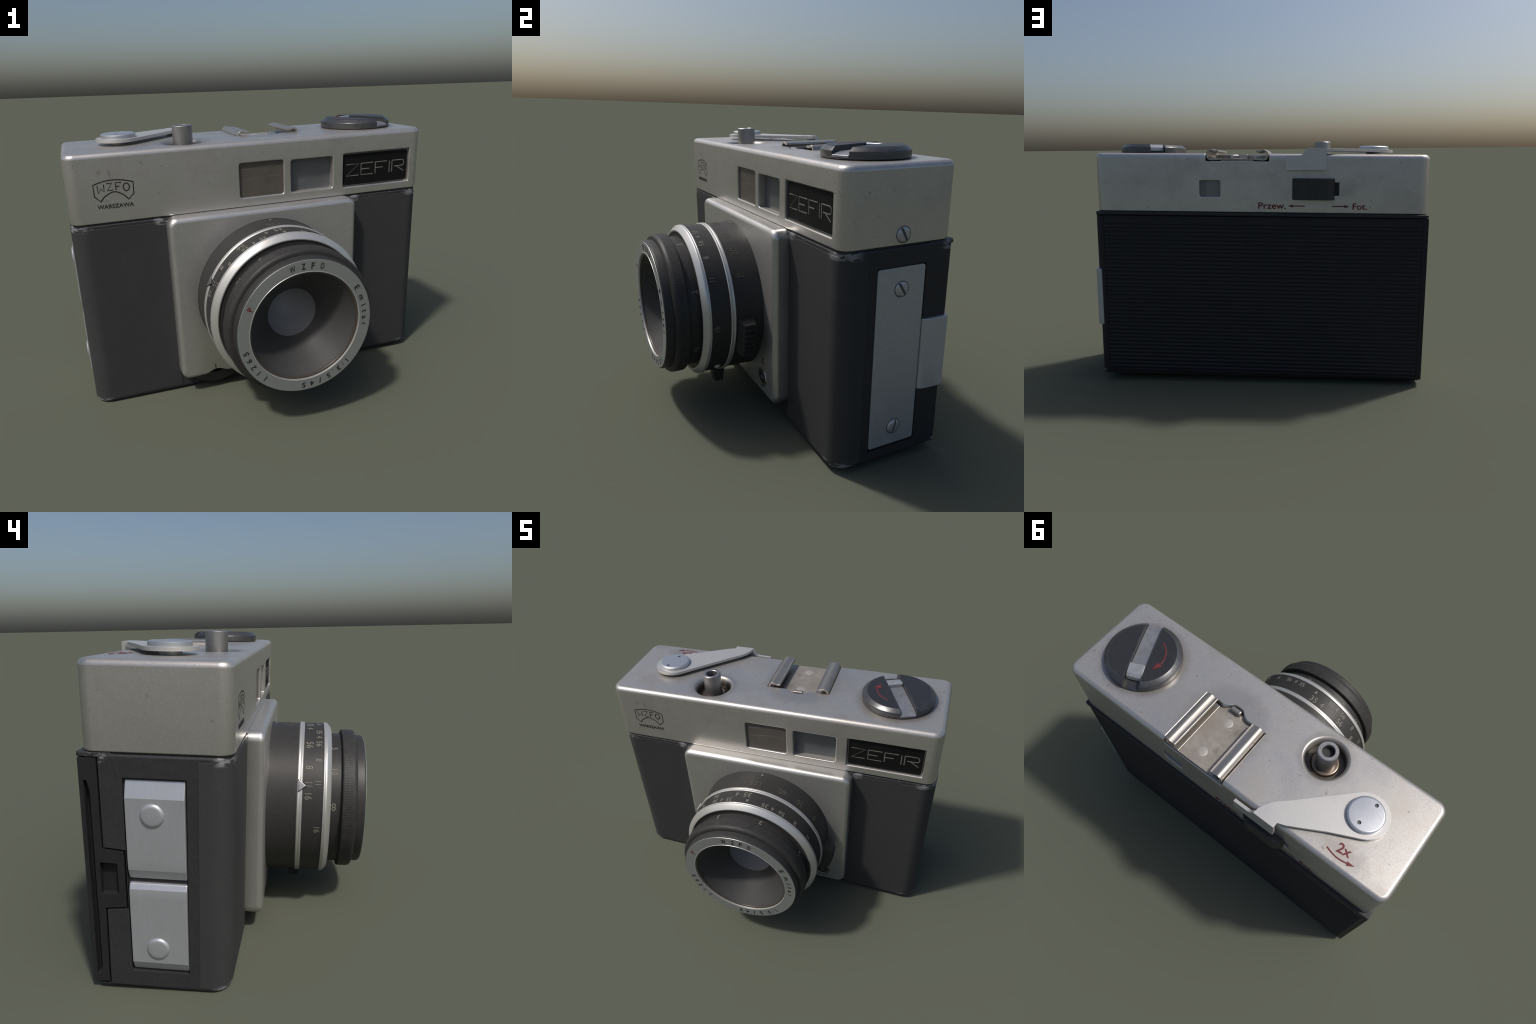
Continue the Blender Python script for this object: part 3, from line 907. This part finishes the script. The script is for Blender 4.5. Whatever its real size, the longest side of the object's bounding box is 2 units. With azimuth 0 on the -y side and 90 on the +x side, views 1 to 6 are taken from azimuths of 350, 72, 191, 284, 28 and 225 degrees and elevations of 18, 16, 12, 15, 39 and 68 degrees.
# engraved scales: (text, angle from the top towards +x, degrees)
for s, a, w in (("3.5", -3.0, 0.050), ("4", -11.8, 0.022), ("5.6", -32.8, 0.047), ("8", -51.8, 0.021), ("11", -63.9, 0.022), ("16", -72.3, 0.034)):
    barrel_text("aperture_number", s.replace(".", ""), "number", lens, a, -0.293, 0.3995, 0.035, w * 0.9)
for side in (-1, 1):
    for s, a, w in (("35", 14.0 if side > 0 else 17.0, 0.036), ("4", 20.7 if side > 0 else 24.0, 0.016), ("56", 28.4 if side > 0 else 31.4, 0.037), ("8", 42.0 if side > 0 else 45.9, 0.017),
                    ("11", 58.9 if side > 0 else 62.7, 0.017), ("16", 94.0 if side > 0 else 95.9, 0.028)):
        barrel_text("aperture_number", s, "number", lens, side * a, -0.339, 0.3995, 0.029, w)
for s, a, w in (("125", -1.5, 0.068), ("60", 22.2, 0.046), ("30", 39.5, 0.046), ("B", 58.1, 0.023)):
    barrel_text("speed_number", s, "number_faint", lens, a, -0.190, 0.399, 0.038, w)
for s, a, w in (("3", 16.2, 0.018), ("5", -27.3, 0.018), ("2", 65.0, 0.020), ("15", 117.0, 0.028), ("10", -51.4, 0.030)):
    barrel_text("distance_number", s, "number", lens, a, -0.4185, 0.346, 0.029, w)
barrel_text("distance_number", "8", "number", lens, -80.2, -0.4185, 0.346, 0.038, 0.021, True)


def on_barrel(a, y, r):
    t = math.radians(a)
    return (r * math.sin(t), y, LZ + r * math.cos(t))


def small_tri(pts, r0, r1):
    bm = bmesh.new()
    lo = [bm.verts.new(on_barrel(a, y, r0)) for a, y in pts]
    hi = [bm.verts.new(on_barrel(a, y, r1)) for a, y in pts]
    bm.faces.new(lo)
    bm.faces.new(hi)
    for i in range(len(pts)):
        j = (i + 1) % len(pts)
        bm.faces.new((lo[i], lo[j], hi[j], hi[i]))
    return from_bm(bm)


link("index_mark", small_tri([(-2.3, -0.330), (0.5, -0.330), (-0.9, -0.352)], 0.395, 0.4012), "number", lens)
link("index_dot", finish(small_tri([(0.6 + 1.0 * math.sin(k * math.pi / 4), -0.113 + 0.007 * math.cos(k * math.pi / 4)) for k in range(8)], 0.395, 0.4005), 0), "number", lens)
ip = link("aperture_pointer", finish(small_tri([(-61.0, -0.244), (-69.4, -0.244), (-65.2, -0.281)], 0.395, 0.412), 0.003, 2), "button", lens)
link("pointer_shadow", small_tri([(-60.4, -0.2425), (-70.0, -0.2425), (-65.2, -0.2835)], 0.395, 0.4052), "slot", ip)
scr = revolve([(0.0, 0.012), (0.010, 0.010), (0.016, 0.004), (0.018, -0.004), (0.0, -0.004)], 24, False, None, "z")
t = math.radians(137)
nrm, tan = Vector((math.sin(t), 0, math.cos(t))), Vector((math.cos(t), 0, -math.sin(t)))
cen = Vector(on_barrel(137, -0.302, 0.3995))
transform(scr, lambda c: cen + nrm * c.z + tan * c.x + Vector((0, 1, 0)) * c.y)
link("stud", finish(scr, 0), "screw", lens)


def radial_block(a0, a1, y0, y1, r0, r1, dy, da, n=6):
    """block standing on the barrel, tapering outwards"""
    rings = []
    for r, k in ((r0, 0.0), (r1, 1.0)):
        ys = (y0 + dy * k, y1 - dy * k)
        pts = [on_barrel(a0 + da * k + (a1 - a0 - 2 * da * k) * i / n, ys[0], r) for i in range(n + 1)]
        pts += [on_barrel(a1 - da * k - (a1 - a0 - 2 * da * k) * i / n, ys[1], r) for i in range(n + 1)]
        rings.append(pts)
    return loft(rings)


tab = link("speed_tab", finish(radial_block(89, 117, -0.237, -0.142, 0.39, 0.461, 0.018, 2.2), 0.003, 2), "knurl", lens)
for i in range(6):
    a = 93.6 + 3.5 * i
    link("tab_rib", finish(radial_block(a, a + 1.7, -0.221, -0.158, 0.44, 0.469, 0.003, 0.2, 2), 0.0012, 1), "knurl", tab)
link("stop_tab", finish(radial_block(168.5, 179, -0.268, -0.190, 0.39, 0.496, 0.016, 1.6), 0.003, 2), "lens_black", lens)


# front ring engraving: letters set one by one, heads outward
def ring_letter(ch, ang, mat, w=None, h=0.029, r=0.3045, dy=0.0):
    t = math.radians(ang)
    upv = Vector((math.sin(t), 0, math.cos(t)))
    rgt = Vector((math.cos(t), 0, -math.sin(t)))
    o = Vector((0, -0.5751, LZ)) + upv * (r + dy)
    put_text("ring_letter", ch, mat, lens, o, rgt, upv, h, w, 0.0008)


for ch, a, w in (("W", -12.6, 0.027), ("Z", -2.4, 0.019), ("F", 6.3, 0.016), ("O", 15.1, 0.018)):
    ring_letter(ch, a, "ink", w)
for ch, a, w, h, d in (("E", 58.4, 0.018, 0.028, 0), ("m", 69.6, 0.026, 0.019, -0.004), ("i", 78.0, 0.005, 0.027, 0), ("t", 84.2, 0.012, 0.025, -0.001), ("a", 90.6, 0.016, 0.019, -0.004), ("r", 97.2, 0.010, 0.019, -0.004)):
    ring_letter(ch, a, "ink", w, h, 0.303, d)
for ch, a, w, h, d in (("1", 135.6, 0.0045, 0.027, 0), (":", 140.6, 0.005, 0.019, -0.002), ("3", 146.0, 0.018, 0.027, 0), (".", 151.6, 0.005, 0.005, -0.012), ("5", 157.6, 0.018, 0.027, 0),
                       ("/", 166.5, 0.014, 0.029, 0), ("4", 174.6, 0.019, 0.027, 0), ("5", 182.8, 0.018, 0.027, 0)):
    ring_letter(ch, a, "ink", w, h, 0.306, d)
for ch, a, w in (("1", -137.0, 0.0045), ("1", -128.0, 0.0045), ("2", -120.0, 0.018), ("6", -112.2, 0.018), ("5", -104.2, 0.018)):
    ring_letter(ch, a, "ink", w, 0.027, 0.306)
ring_letter("P", -62.3, "red", 0.017, 0.027, 0.304)

# ---- stand it up
rv = Vector(ROOT_ROT)
root.matrix_world = Matrix.Translation(ROOT_LOC) @ Matrix.Rotation(rv.length, 4, rv.normalized())
